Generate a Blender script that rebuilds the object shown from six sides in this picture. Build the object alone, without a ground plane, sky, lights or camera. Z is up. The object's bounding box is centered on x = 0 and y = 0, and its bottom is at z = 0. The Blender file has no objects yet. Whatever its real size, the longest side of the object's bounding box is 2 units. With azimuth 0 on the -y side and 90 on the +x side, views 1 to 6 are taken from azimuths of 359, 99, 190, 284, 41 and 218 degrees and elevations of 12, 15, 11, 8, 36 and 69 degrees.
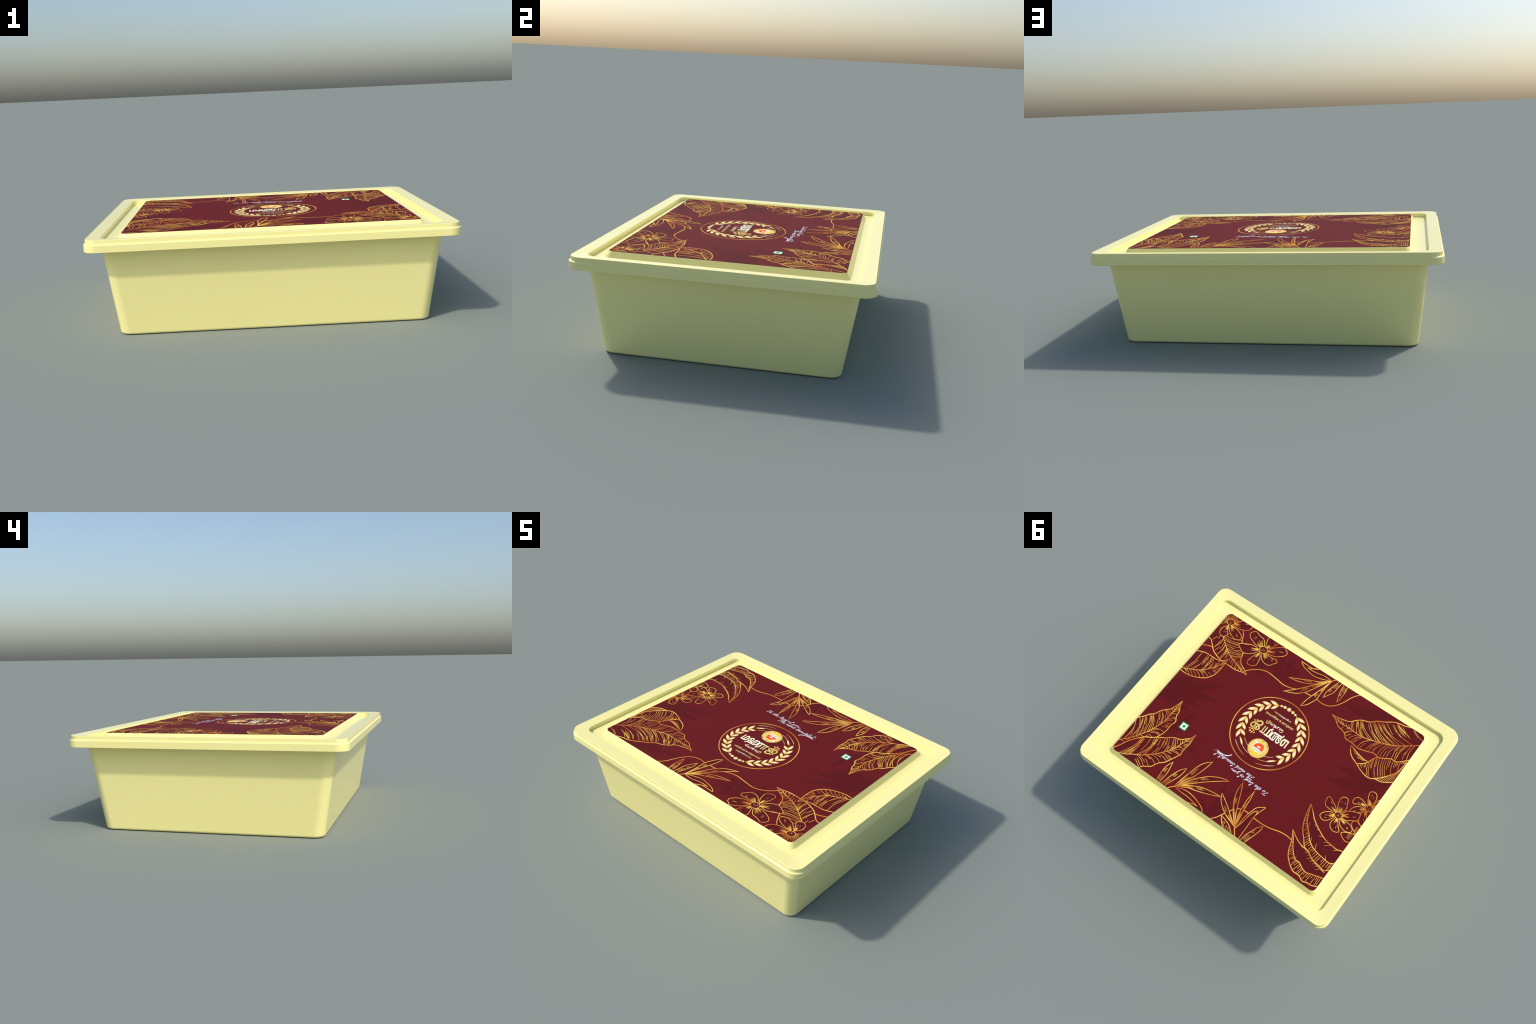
"""Cream plastic food box with a stepped snap-on lid and a maroon printed label.

Built as: box > tub, lid, label > printed pieces (leaves, flowers, vines, emblem, lettering).
All sizes in metres, x along the long side, y towards the back, z up.
"""
import bpy, math, random
from mathutils import Vector
from mathutils.geometry import tessellate_polygon

rnd = random.Random(7)

# ------------------------------------------------------------------ main sizes
LABEL_X, LABEL_Y, LABEL_R = 0.8160, 0.6404, 0.030     # half sizes and corner radius of the label
LABEL_Z = 0.5657                                      # top face of the label
INK = LABEL_Z + 0.00012                               # first ink layer
STEP = 0.00013                                        # height between ink layers


# ------------------------------------------------------------------ materials
def srgb(r, g, b):
    f = lambda c: c / 12.92 if c <= 0.04045 else ((c + 0.055) / 1.055) ** 2.4
    return (f(r / 255), f(g / 255), f(b / 255), 1.0)


def new_material(name, roughness=0.9, specular=0.25):
    m = bpy.data.materials.new(name)
    m.use_nodes = True
    n = m.node_tree.nodes
    p = n["Principled BSDF"]
    p.inputs["Roughness"].default_value = roughness
    p.inputs["Specular IOR Level"].default_value = specular
    return m, m.node_tree, p


def plain(name, color, roughness=0.9, specular=0.25):
    m, t, p = new_material(name, roughness, specular)
    p.inputs["Base Color"].default_value = color
    return m


def mottled(name, c1, c2, scale, roughness=0.9, specular=0.25, lo=0.35, hi=0.65):
    """two colours mixed by soft noise on object coordinates"""
    m, t, p = new_material(name, roughness, specular)
    co = t.nodes.new("ShaderNodeTexCoord")
    no = t.nodes.new("ShaderNodeTexNoise")
    no.inputs["Scale"].default_value = scale
    no.inputs["Detail"].default_value = 2.0
    ra = t.nodes.new("ShaderNodeValToRGB")
    ra.color_ramp.elements[0].position, ra.color_ramp.elements[0].color = lo, c1
    ra.color_ramp.elements[1].position, ra.color_ramp.elements[1].color = hi, c2
    t.links.new(co.outputs["Object"], no.inputs["Vector"])
    t.links.new(no.outputs["Fac"], ra.inputs["Fac"])
    t.links.new(ra.outputs["Color"], p.inputs["Base Color"])
    return m


def along_x(name, stops, x0, x1, roughness=0.9):
    """colour stops spread along object x between x0 and x1"""
    m, t, p = new_material(name, roughness)
    co = t.nodes.new("ShaderNodeTexCoord")
    se = t.nodes.new("ShaderNodeSeparateXYZ")
    mr = t.nodes.new("ShaderNodeMapRange")
    mr.inputs["From Min"].default_value, mr.inputs["From Max"].default_value = x0, x1
    ra = t.nodes.new("ShaderNodeValToRGB")
    while len(ra.color_ramp.elements) < len(stops):
        ra.color_ramp.elements.new(0.5)
    for e, (pos, col) in zip(ra.color_ramp.elements, stops):
        e.position, e.color = pos, col
    t.links.new(co.outputs["Object"], se.inputs[0])
    t.links.new(se.outputs["X"], mr.inputs["Value"])
    t.links.new(mr.outputs["Result"], ra.inputs["Fac"])
    t.links.new(ra.outputs["Color"], p.inputs["Base Color"])
    return m


def radial(name, inner, outer, centre, radii, start=0.0, end=1.0):
    """soft round gradient in object space: inner colour at centre, outer at the rim"""
    m, t, p = new_material(name)
    co = t.nodes.new("ShaderNodeTexCoord")
    sub = t.nodes.new("ShaderNodeVectorMath")
    sub.operation = "SUBTRACT"
    sub.inputs[1].default_value = (centre[0], centre[1], 0)
    mul = t.nodes.new("ShaderNodeVectorMath")
    mul.operation = "MULTIPLY"
    mul.inputs[1].default_value = (1 / radii[0], 1 / radii[1], 0)
    ln = t.nodes.new("ShaderNodeVectorMath")
    ln.operation = "LENGTH"
    ra = t.nodes.new("ShaderNodeValToRGB")
    ra.color_ramp.elements[0].position, ra.color_ramp.elements[0].color = start, inner
    ra.color_ramp.elements[1].position, ra.color_ramp.elements[1].color = end, outer
    t.links.new(co.outputs["Object"], sub.inputs[0])
    t.links.new(sub.outputs[0], mul.inputs[0])
    t.links.new(mul.outputs[0], ln.inputs[0])
    t.links.new(ln.outputs["Value"], ra.inputs["Fac"])
    t.links.new(ra.outputs["Color"], p.inputs["Base Color"])
    return m


CREAM = mottled("cream_plastic", (0.975, 0.893, 0.362, 1), (0.985, 0.903, 0.368, 1), 1.5, 0.26, 0.5)
MAROON = mottled("maroon_label_print", (0.126, 0.0041, 0.0052, 1), (0.129, 0.0043, 0.0055, 1), 2.0)
DARK = mottled("dark_maroon_ink", (0.099, 0.0028, 0.0042, 1), (0.102, 0.0030, 0.0045, 1), 3.0)
GOLD = mottled("gold_ink", srgb(210, 122, 44), srgb(250, 196, 86), 7.0, lo=0.38, hi=0.60)
VINE_GOLD = mottled("vine_gold_ink", srgb(222, 138, 44), srgb(246, 190, 84), 5.0, lo=0.38, hi=0.60)
RING_GOLD = mottled("ring_gold_ink", srgb(188, 110, 44), srgb(247, 184, 78), 4.5, lo=0.38, hi=0.60)
WHITE = plain("white_ink", srgb(238, 232, 240))
PURE = plain("pure_white_ink", srgb(250, 250, 250))
GREEN = plain("green_ink", srgb(20, 158, 78))
GRAIN = radial("grain_gold_ink", srgb(250, 248, 212), srgb(234, 184, 58), (0.54, 0.0), (0.5, 0.5), 0.05, 0.92)
BEAD = radial("bead_gold_ink", srgb(250, 242, 205), srgb(222, 182, 78), (0.0, 0.0), (1.0, 1.0), 0.1, 1.0)
DISC = radial("disc_gold_ink", srgb(250, 238, 190), srgb(234, 194, 78), (0.035, 0.072), (0.069, 0.069), 0.2, 1.0)
FINE_GOLD = mottled("fine_gold_ink", srgb(200, 140, 50), srgb(250, 240, 205), 14.0)
TITLE = along_x("title_ink", [(0.0, srgb(248, 232, 180)), (0.4, srgb(255, 252, 226)), (0.7, srgb(238, 216, 140)), (1.0, srgb(222, 182, 78))], -0.108, 0.178)
SUB = along_x("subtitle_ink", [(0.0, srgb(246, 226, 160)), (0.45, srgb(254, 248, 220)), (1.0, srgb(218, 176, 70))], -0.035, 0.105)
SMALL = along_x("small_text_ink", [(0.0, srgb(236, 206, 130)), (0.45, srgb(238, 212, 150)), (1.0, srgb(226, 190, 100))], -0.075, 0.147)
BOX_ORANGE = plain("orange_ink", srgb(244, 92, 36))
BOX_YELLOW = plain("yellow_ink", srgb(246, 214, 36))
BOX_BLUE = plain("blue_ink", srgb(58, 132, 190))
BOX_PALE = plain("pale_ink", srgb(246, 246, 226))


# ------------------------------------------------------------------ helpers
def link(obj, parent=None):
    bpy.context.scene.collection.objects.link(obj)
    if parent:
        obj.parent = parent
    return obj


def rounded_rect(hx, hy, r, n=10):
    """corner arcs of a rounded rectangle, counter-clockwise"""
    pts = []
    for sx, sy, a0 in ((1, 1, 0), (-1, 1, 90), (-1, -1, 180), (1, -1, 270)):
        for i in range(n + 1):
            a = math.radians(a0 + 90 * i / n)
            pts.append((sx * (hx - r) + r * math.cos(a), sy * (hy - r) + r * math.sin(a)))
    return pts


def loft(name, rings, material, parent, sharp=60):
    """skin through rounded-rectangle rings (half x, half y, radius, z); both ends are capped"""
    verts, faces, n = [], [], 0
    for hx, hy, r, z in rings:
        ring = rounded_rect(hx, hy, r)
        n = len(ring)
        verts += [(x, y, z) for x, y in ring]
    for k in range(len(rings) - 1):
        for i in range(n):
            j = (i + 1) % n
            faces.append((k * n + i, k * n + j, (k + 1) * n + j, (k + 1) * n + i))
    faces.append(tuple(range(n))[::-1])
    last = (len(rings) - 1) * n
    faces.append(tuple(range(last, last + n)))
    me = bpy.data.meshes.new(name)
    me.from_pydata(verts, [], faces)
    me.materials.append(material)
    for p in me.polygons:
        p.use_smooth = True
    me.set_sharp_from_angle(angle=math.radians(sharp))
    obj = link(bpy.data.objects.new(name, me), parent)
    wn = obj.modifiers.new("weighted_normals", "WEIGHTED_NORMAL")   # broad faces stay flat, fillets stay round
    wn.keep_sharp, wn.weight = True, 100
    return obj


def smooth(points, per=7):
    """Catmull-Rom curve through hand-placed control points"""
    if len(points) < 3:
        a, b = Vector(points[0]), Vector(points[-1])
        return [a.lerp(b, i / per) for i in range(per + 1)]
    p = [Vector(q) for q in points]
    p = [p[0] * 2 - p[1]] + p + [p[-1] * 2 - p[-2]]
    out = []
    for i in range(1, len(p) - 2):
        a, b, c, d = p[i - 1:i + 3]
        for k in range(per):
            t = k / per
            out.append(0.5 * ((2 * b) + (c - a) * t + (2 * a - 5 * b + 4 * c - d) * t * t + (3 * b - a - 3 * c + d) * t ** 3))
    out.append(p[-2])
    return out


def at(curve, t):
    """point at fraction t of a sampled curve, by length"""
    total = [0.0]
    for a, b in zip(curve, curve[1:]):
        total.append(total[-1] + (b - a).length)
    want = max(0.0, min(1.0, t)) * total[-1]
    for i in range(len(curve) - 1):
        if total[i + 1] >= want:
            seg = total[i + 1] - total[i]
            return curve[i].lerp(curve[i + 1], (want - total[i]) / seg if seg > 1e-9 else 0)
    return curve[-1].copy()


CLIP = [Vector(q) for q in rounded_rect(LABEL_X - 0.0006, LABEL_Y - 0.0006, LABEL_R, 8)]


def clip_to_label(poly):
    """cut a small convex polygon at the label's outline"""
    if all(abs(q.x) < LABEL_X - LABEL_R and abs(q.y) < LABEL_Y - LABEL_R for q in poly):
        return poly
    for a, b in zip(CLIP, CLIP[1:] + CLIP[:1]):
        e = b - a
        if e.length < 1e-9:
            continue
        side = lambda q: e.x * (q.y - a.y) - e.y * (q.x - a.x)
        out = []
        for p, q in zip(poly, poly[1:] + poly[:1]):
            sp, sq = side(p), side(q)
            if sp >= 0:
                out.append(p)
            if (sp > 0 > sq) or (sp < 0 < sq):
                out.append(p.lerp(q, sp / (sp - sq)))
        poly = out
        if len(poly) < 3:
            return []
    return poly


class Print:
    """flat ink pieces collected into one mesh lying on the label"""

    made = 0

    def __init__(self, name, materials):
        self.name, self.materials = name, materials
        self.lift = 4e-6 * (Print.made % 12)      # no two inks share a plane
        Print.made += 1
        self.verts, self.faces, self.mats = [], [], []

    def face(self, pts, z, mat):
        pts = clip_to_label(pts)
        if len(pts) < 3:
            return
        area = sum(p.x * q.y - q.x * p.y for p, q in zip(pts, pts[1:] + pts[:1]))
        if abs(area) < 1e-10:
            return
        if area < 0:
            pts = pts[::-1]
        k = len(self.verts)
        self.verts += [(p.x, p.y, z + self.lift) for p in pts]
        self.faces.append(tuple(range(k, k + len(pts))))
        self.mats.append(mat)

    def fill(self, pts, z, mat=0):
        pts = [Vector(q[:2]) for q in pts]
        self.lift += 3e-7
        for tri in tessellate_polygon([[p.to_3d() for p in pts]]):
            self.face([pts[i] for i in tri], z, mat)

    def stroke(self, curve, width, z, mat=1, taper=(0.5, 0.5), swell=0.0):
        """ribbon along a sampled curve, thinner at its ends"""
        n = len(curve)
        self.lift += 3e-7
        left, right = [], []
        for i, p in enumerate(curve):
            d = curve[min(i + 1, n - 1)] - curve[max(i - 1, 0)]
            if d.length < 1e-9:
                d = Vector((1, 0))
            d.normalize()
            t = i / (n - 1)
            w = width * (1 + swell * math.sin(math.pi * t))
            w *= min(1, taper[0] + (1 - taper[0]) * t / 0.15, taper[1] + (1 - taper[1]) * (1 - t) / 0.15)
            s = Vector((-d.y, d.x)) * (w / 2)
            left.append(p + s)
            right.append(p - s)
        for i in range(n - 1):
            self.face([right[i], right[i + 1], left[i + 1], left[i]], z, mat)

    def disc(self, c, r, z, mat, squash=1.0, turn=0.0, n=28):
        self.lift += 3e-7
        ca, sa = math.cos(turn), math.sin(turn)
        ring = []
        for i in range(n):
            x, y = r * math.cos(2 * math.pi * i / n), r * squash * math.sin(2 * math.pi * i / n)
            ring.append(Vector((c[0] + x * ca - y * sa, c[1] + x * sa + y * ca)))
        self.face(ring, z, mat)

    def build(self, parent):
        me = bpy.data.meshes.new(self.name)
        me.from_pydata(self.verts, [], self.faces)
        for m in self.materials:
            me.materials.append(m)
        me.polygons.foreach_set("material_index", self.mats)
        return link(bpy.data.objects.new(self.name, me), parent)


# ------------------------------------------------------------------ the box
box = bpy.data.objects.new("food_box", None)
link(box)
box["label"] = "cream plastic food box with maroon floral printed lid"
box["category"] = "food container"

# tub: tapered walls with a small foot radius, a flange under the lid and a hollow inside
TUB_FOOT, TUB_TOP, TUB_H = (0.8622, 0.6535), (0.9172, 0.7256), 0.4966


def tub_wall(z, inset=0.0, r=0.062):
    k = z / TUB_H
    return (TUB_FOOT[0] + (TUB_TOP[0] - TUB_FOOT[0]) * k - inset, TUB_FOOT[1] + (TUB_TOP[1] - TUB_FOOT[1]) * k - inset, r - inset * 0.6, z)


tub = loft("tub", [
    tub_wall(0.0, 0.0130), tub_wall(0.0012, 0.0075), tub_wall(0.0045, 0.0028), tub_wall(0.0100, 0.0003), tub_wall(0.0140),
    tub_wall(0.15), tub_wall(0.30), tub_wall(0.42), tub_wall(0.5080),
    (0.965, 0.770, 0.060, 0.5090), (0.967, 0.772, 0.060, 0.5110), (0.967, 0.772, 0.060, 0.5180), (0.965, 0.770, 0.060, 0.5200),
    (0.902, 0.709, 0.045, 0.5200), (0.900, 0.707, 0.045, 0.5180),
    tub_wall(0.30, 0.018), tub_wall(0.04, 0.018), tub_wall(0.024, 0.026), tub_wall(0.020, 0.040),
], CREAM, box)

# lid: skirt, small ledge, rim sloping inwards, channel, raised panel that carries the label
lid = loft("lid", [
    (0.9000, 0.7070, 0.045, 0.5215), (0.9700, 0.7746, 0.055, 0.5215), (0.9800, 0.7848, 0.060, 0.5195), (0.9815, 0.7863, 0.060, 0.5000),
    (0.9830, 0.7878, 0.062, 0.4970), (0.9975, 0.8023, 0.071, 0.4966), (0.9995, 0.8043, 0.072, 0.4978), (1.0000, 0.8048, 0.072, 0.5000),
    (1.0000, 0.8048, 0.072, 0.5350), (0.9992, 0.8040, 0.071, 0.5370), (0.9970, 0.8018, 0.069, 0.5384), (0.9930, 0.7978, 0.065, 0.5396),
    (0.9912, 0.7956, 0.064, 0.5410), (0.9907, 0.7947, 0.063, 0.5440), (0.9905, 0.7945, 0.063, 0.5612), (0.9899, 0.7939, 0.062, 0.5630), (0.9884, 0.7924, 0.061, 0.5638),
    (0.9206, 0.7242, 0.050, 0.5580), (0.9192, 0.7228, 0.049, 0.5572), (0.9187, 0.7222, 0.048, 0.5555),
    (0.9178, 0.7212, 0.047, 0.5350), (0.9166, 0.7200, 0.046, 0.5332), (0.9140, 0.7174, 0.044, 0.5326),
    (0.8440, 0.6680, 0.046, 0.5322), (0.8382, 0.6622, 0.042, 0.5328), (0.8360, 0.6600, 0.040, 0.5345),
    (0.8184, 0.6428, 0.032, 0.5634), (0.8172, 0.6416, 0.031, 0.5645), (0.8150, 0.6394, 0.030, 0.5647),
], CREAM, box)

label = loft("label", [(LABEL_X, LABEL_Y, LABEL_R, 0.5648), (LABEL_X, LABEL_Y, LABEL_R, LABEL_Z)], MAROON, box)

# ------------------------------------------------------------------ printed artwork: control points in label x, y
# broad leaves: (level, edge on one side, midrib, edge on the other side), every curve from tip to base
BROAD_LEAVES = {
    "corner_leaf": (2,
        [(-0.22, -0.413), (-0.26, -0.415), (-0.298, -0.422), (-0.346, -0.437), (-0.375, -0.468), (-0.407, -0.494), (-0.458, -0.514), (-0.493, -0.547), (-0.539, -0.573), (-0.588, -0.607), (-0.623, -0.618), (-0.661, -0.625), (-0.701, -0.639), (-0.758, -0.648), (-0.817, -0.643)],
        [(-0.22, -0.413), (-0.286, -0.398), (-0.349, -0.395), (-0.414, -0.394), (-0.481, -0.395), (-0.57, -0.421), (-0.638, -0.446), (-0.69, -0.472), (-0.753, -0.516), (-0.817, -0.566), (-0.867, -0.608)],
        [(-0.22, -0.413), (-0.26, -0.394), (-0.302, -0.365), (-0.344, -0.356), (-0.371, -0.343), (-0.394, -0.32), (-0.441, -0.319), (-0.496, -0.311), (-0.551, -0.324), (-0.602, -0.342), (-0.641, -0.335), (-0.674, -0.349), (-0.714, -0.374), (-0.746, -0.376), (-0.772, -0.391), (-0.817, -0.438)]),
    "upper_corner_leaf": (1,
        [(0.652, 0.097), (0.664, 0.151), (0.68, 0.193), (0.7, 0.212), (0.726, 0.242), (0.744, 0.282), (0.769, 0.304), (0.791, 0.338), (0.816, 0.368), (0.846, 0.42)],
        [(0.652, 0.097), (0.652, 0.165), (0.652, 0.218), (0.655, 0.285), (0.674, 0.348), (0.698, 0.406), (0.727, 0.457), (0.758, 0.505), (0.818, 0.571)],
        [(0.652, 0.097), (0.639, 0.141), (0.621, 0.173), (0.613, 0.213), (0.594, 0.245), (0.602, 0.28), (0.602, 0.332), (0.609, 0.367), (0.621, 0.395), (0.643, 0.437), (0.674, 0.477), (0.713, 0.524), (0.775, 0.587)]),
    "front_corner_leaf": (2,
        [(0.421, 0.24), (0.434, 0.277), (0.457, 0.301), (0.48, 0.324), (0.519, 0.337), (0.548, 0.354), (0.577, 0.379), (0.616, 0.401), (0.65, 0.428), (0.689, 0.451), (0.719, 0.484), (0.747, 0.518), (0.768, 0.553), (0.785, 0.591), (0.81, 0.635)],
        [(0.421, 0.24), (0.439, 0.288), (0.456, 0.337), (0.472, 0.386), (0.486, 0.421), (0.514, 0.456), (0.557, 0.507), (0.598, 0.543), (0.627, 0.567), (0.676, 0.594), (0.716, 0.622), (0.777, 0.644)],
        [(0.421, 0.24), (0.418, 0.288), (0.416, 0.316), (0.42, 0.355), (0.421, 0.389), (0.417, 0.411), (0.432, 0.444), (0.45, 0.482), (0.467, 0.513), (0.498, 0.544), (0.511, 0.57), (0.523, 0.59), (0.55, 0.608), (0.571, 0.625), (0.581, 0.646)]),
    "flower_leaf": (1,
        [(0.419, -0.311), (0.453, -0.335), (0.487, -0.349), (0.514, -0.368), (0.53, -0.391), (0.538, -0.419), (0.553, -0.444), (0.579, -0.46), (0.598, -0.489), (0.611, -0.515), (0.633, -0.554), (0.663, -0.588)],
        [(0.419, -0.311), (0.487, -0.326), (0.54, -0.341), (0.609, -0.368), (0.662, -0.4), (0.71, -0.435), (0.751, -0.469), (0.792, -0.503)],
        [(0.419, -0.311), (0.461, -0.31), (0.514, -0.299), (0.556, -0.299), (0.592, -0.3), (0.634, -0.3), (0.677, -0.311), (0.724, -0.331), (0.758, -0.361), (0.793, -0.391), (0.829, -0.397)]),
    "oval_leaf": (2,
        [(0.599, -0.335), (0.611, -0.316), (0.633, -0.295), (0.679, -0.287), (0.721, -0.287), (0.766, -0.282), (0.819, -0.259), (0.858, -0.219)],
        [(0.599, -0.335), (0.607, -0.293), (0.625, -0.253), (0.653, -0.21), (0.693, -0.164), (0.74, -0.134), (0.821, -0.095)],
        [(0.599, -0.335), (0.596, -0.297), (0.594, -0.249), (0.597, -0.2), (0.611, -0.164), (0.634, -0.132), (0.67, -0.108), (0.717, -0.088), (0.772, -0.078), (0.824, -0.082)]),
}
# leaves with a turned-over margin: (level, free edge, fold line, outer edge)
FOLDED_LEAVES = {
    "curled_leaf": (2,
        [(-0.473, 0.182), (-0.516, 0.221), (-0.556, 0.258), (-0.616, 0.294), (-0.677, 0.322), (-0.738, 0.331), (-0.78, 0.333), (-0.824, 0.318)],
        [(-0.473, 0.182), (-0.495, 0.236), (-0.517, 0.286), (-0.543, 0.318), (-0.577, 0.351), (-0.6, 0.378), (-0.64, 0.406), (-0.694, 0.423), (-0.753, 0.43), (-0.788, 0.432), (-0.832, 0.407)],
        [(-0.473, 0.182), (-0.487, 0.249), (-0.504, 0.303), (-0.532, 0.355), (-0.571, 0.399), (-0.605, 0.438), (-0.642, 0.447), (-0.668, 0.464), (-0.7, 0.479), (-0.729, 0.482), (-0.758, 0.486), (-0.788, 0.49), (-0.824, 0.464)]),
    "long_curled_leaf": (1,
        [(-0.478, 0.387), (-0.537, 0.424), (-0.583, 0.441), (-0.622, 0.447), (-0.651, 0.455), (-0.687, 0.471), (-0.732, 0.487), (-0.799, 0.501)],
        [(-0.478, 0.387), (-0.515, 0.433), (-0.547, 0.481), (-0.582, 0.52), (-0.605, 0.538), (-0.637, 0.539), (-0.674, 0.558), (-0.707, 0.565), (-0.74, 0.555), (-0.779, 0.543), (-0.824, 0.53)],
        [(-0.478, 0.387), (-0.513, 0.449), (-0.541, 0.521), (-0.568, 0.558), (-0.609, 0.591), (-0.641, 0.606), (-0.683, 0.607), (-0.718, 0.623), (-0.749, 0.614), (-0.78, 0.612), (-0.821, 0.593)]),
}
# the leaf half hidden behind the corner leaf
HIDDEN_LEAF = {
    "outer": [(-0.451, -0.302), (-0.471, -0.265), (-0.499, -0.239), (-0.545, -0.218), (-0.597, -0.194), (-0.649, -0.179), (-0.681, -0.183), (-0.706, -0.197), (-0.744, -0.202), (-0.78, -0.22), (-0.826, -0.255)],
    "fold": [(-0.451, -0.302), (-0.499, -0.286), (-0.542, -0.274), (-0.581, -0.268), (-0.607, -0.272)],
    "lip": [(-0.547, -0.216), (-0.572, -0.23), (-0.594, -0.25), (-0.61, -0.277), (-0.623, -0.31), (-0.638, -0.334)],
    "midrib": [(-0.681, -0.183), (-0.722, -0.215), (-0.761, -0.26), (-0.795, -0.312), (-0.806, -0.359), (-0.812, -0.413)],
}
# sprays of narrow blades: each blade is two edge curves from tip to node
SPRAYS = {
    "low_spray": [
        ("blade", [(0.181, -0.466), (0.121, -0.494), (0.051, -0.532), (-0.016, -0.564), (-0.086, -0.623)],
         [(0.181, -0.466), (0.11, -0.479), (0.051, -0.501), (0.009, -0.526), (-0.024, -0.553), (-0.069, -0.605)]),
        ("blade", [(0.148, -0.361), (0.118, -0.387), (0.08, -0.427), (0.036, -0.48), (-0.003, -0.529), (-0.069, -0.605)],
         [(0.148, -0.361), (0.11, -0.376), (0.066, -0.398), (0.03, -0.43), (0.001, -0.472), (-0.034, -0.539), (-0.073, -0.609)]),
        ("blade", [(-0.013, -0.34), (-0.017, -0.386), (-0.03, -0.44), (-0.047, -0.499), (-0.062, -0.551), (-0.075, -0.611)],
         [(-0.013, -0.34), (-0.042, -0.371), (-0.057, -0.402), (-0.071, -0.444), (-0.07, -0.498), (-0.072, -0.558), (-0.079, -0.616)]),
        ("blade", [(-0.1, -0.477), (-0.095, -0.525), (-0.105, -0.574), (-0.121, -0.636)],
         [(-0.1, -0.477), (-0.118, -0.513), (-0.136, -0.551), (-0.141, -0.596), (-0.144, -0.64)]),
        ("blade", [(-0.194, -0.502), (-0.182, -0.538), (-0.169, -0.587), (-0.162, -0.636)],
         [(-0.194, -0.502), (-0.199, -0.534), (-0.2, -0.585), (-0.197, -0.616), (-0.189, -0.643)]),
    ],
    "high_spray": [
        ("blade", [(0.423, 0.477), (0.44, 0.529), (0.44, 0.579), (0.433, 0.638)],
         [(0.423, 0.477), (0.414, 0.517), (0.406, 0.562), (0.406, 0.646)]),
        ("blade", [(0.322, 0.461), (0.351, 0.5), (0.373, 0.559), (0.387, 0.626), (0.388, 0.651)],
         [(0.322, 0.461), (0.321, 0.486), (0.326, 0.532), (0.343, 0.579), (0.366, 0.644)]),
        ("blade", [(0.213, 0.327), (0.251, 0.366), (0.274, 0.415), (0.288, 0.476), (0.303, 0.543), (0.311, 0.605)],
         [(0.213, 0.327), (0.217, 0.356), (0.229, 0.411), (0.25, 0.48), (0.282, 0.543), (0.303, 0.598)]),
        ("blade", [(0.044, 0.37), (0.078, 0.376), (0.125, 0.394), (0.172, 0.423), (0.21, 0.461), (0.246, 0.502), (0.278, 0.557), (0.304, 0.597)],
         [(0.044, 0.37), (0.078, 0.394), (0.12, 0.427), (0.17, 0.468), (0.217, 0.513), (0.267, 0.562), (0.301, 0.597)]),
        ("blade", [(0.024, 0.485), (0.071, 0.49), (0.119, 0.498), (0.171, 0.511), (0.219, 0.536), (0.265, 0.564), (0.301, 0.597)],
         [(0.024, 0.485), (0.071, 0.508), (0.133, 0.532), (0.187, 0.55), (0.232, 0.562), (0.294, 0.596)]),
    ],
    "middle_spray": [
        ("blade", [(-0.056, 0.58), (-0.078, 0.608), (-0.122, 0.649)],
         [(-0.056, 0.58), (-0.099, 0.592), (-0.139, 0.607), (-0.186, 0.645)]),
        ("blade", [(-0.316, 0.483), (-0.289, 0.516), (-0.275, 0.552), (-0.261, 0.59), (-0.253, 0.64)],
         [(-0.316, 0.483), (-0.317, 0.514), (-0.307, 0.557), (-0.295, 0.598), (-0.28, 0.647)]),
        ("blade", [(0.032, 0.461), (0.005, 0.505), (-0.038, 0.541), (-0.085, 0.566), (-0.134, 0.582), (-0.171, 0.595)],
         [(0.032, 0.461), (-0.006, 0.482), (-0.062, 0.517), (-0.097, 0.543), (-0.143, 0.575), (-0.175, 0.599)]),
        ("blade", [(-0.034, 0.323), (-0.038, 0.392), (-0.062, 0.457), (-0.098, 0.512), (-0.133, 0.553), (-0.17, 0.592)],
         [(-0.034, 0.323), (-0.057, 0.37), (-0.088, 0.438), (-0.116, 0.499), (-0.149, 0.556), (-0.173, 0.593)]),
        ("blade", [(-0.131, 0.326), (-0.127, 0.395), (-0.132, 0.458), (-0.145, 0.522), (-0.165, 0.574)],
         [(-0.131, 0.326), (-0.141, 0.385), (-0.147, 0.44), (-0.156, 0.499), (-0.169, 0.563), (-0.177, 0.597)]),
    ],
}
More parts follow.
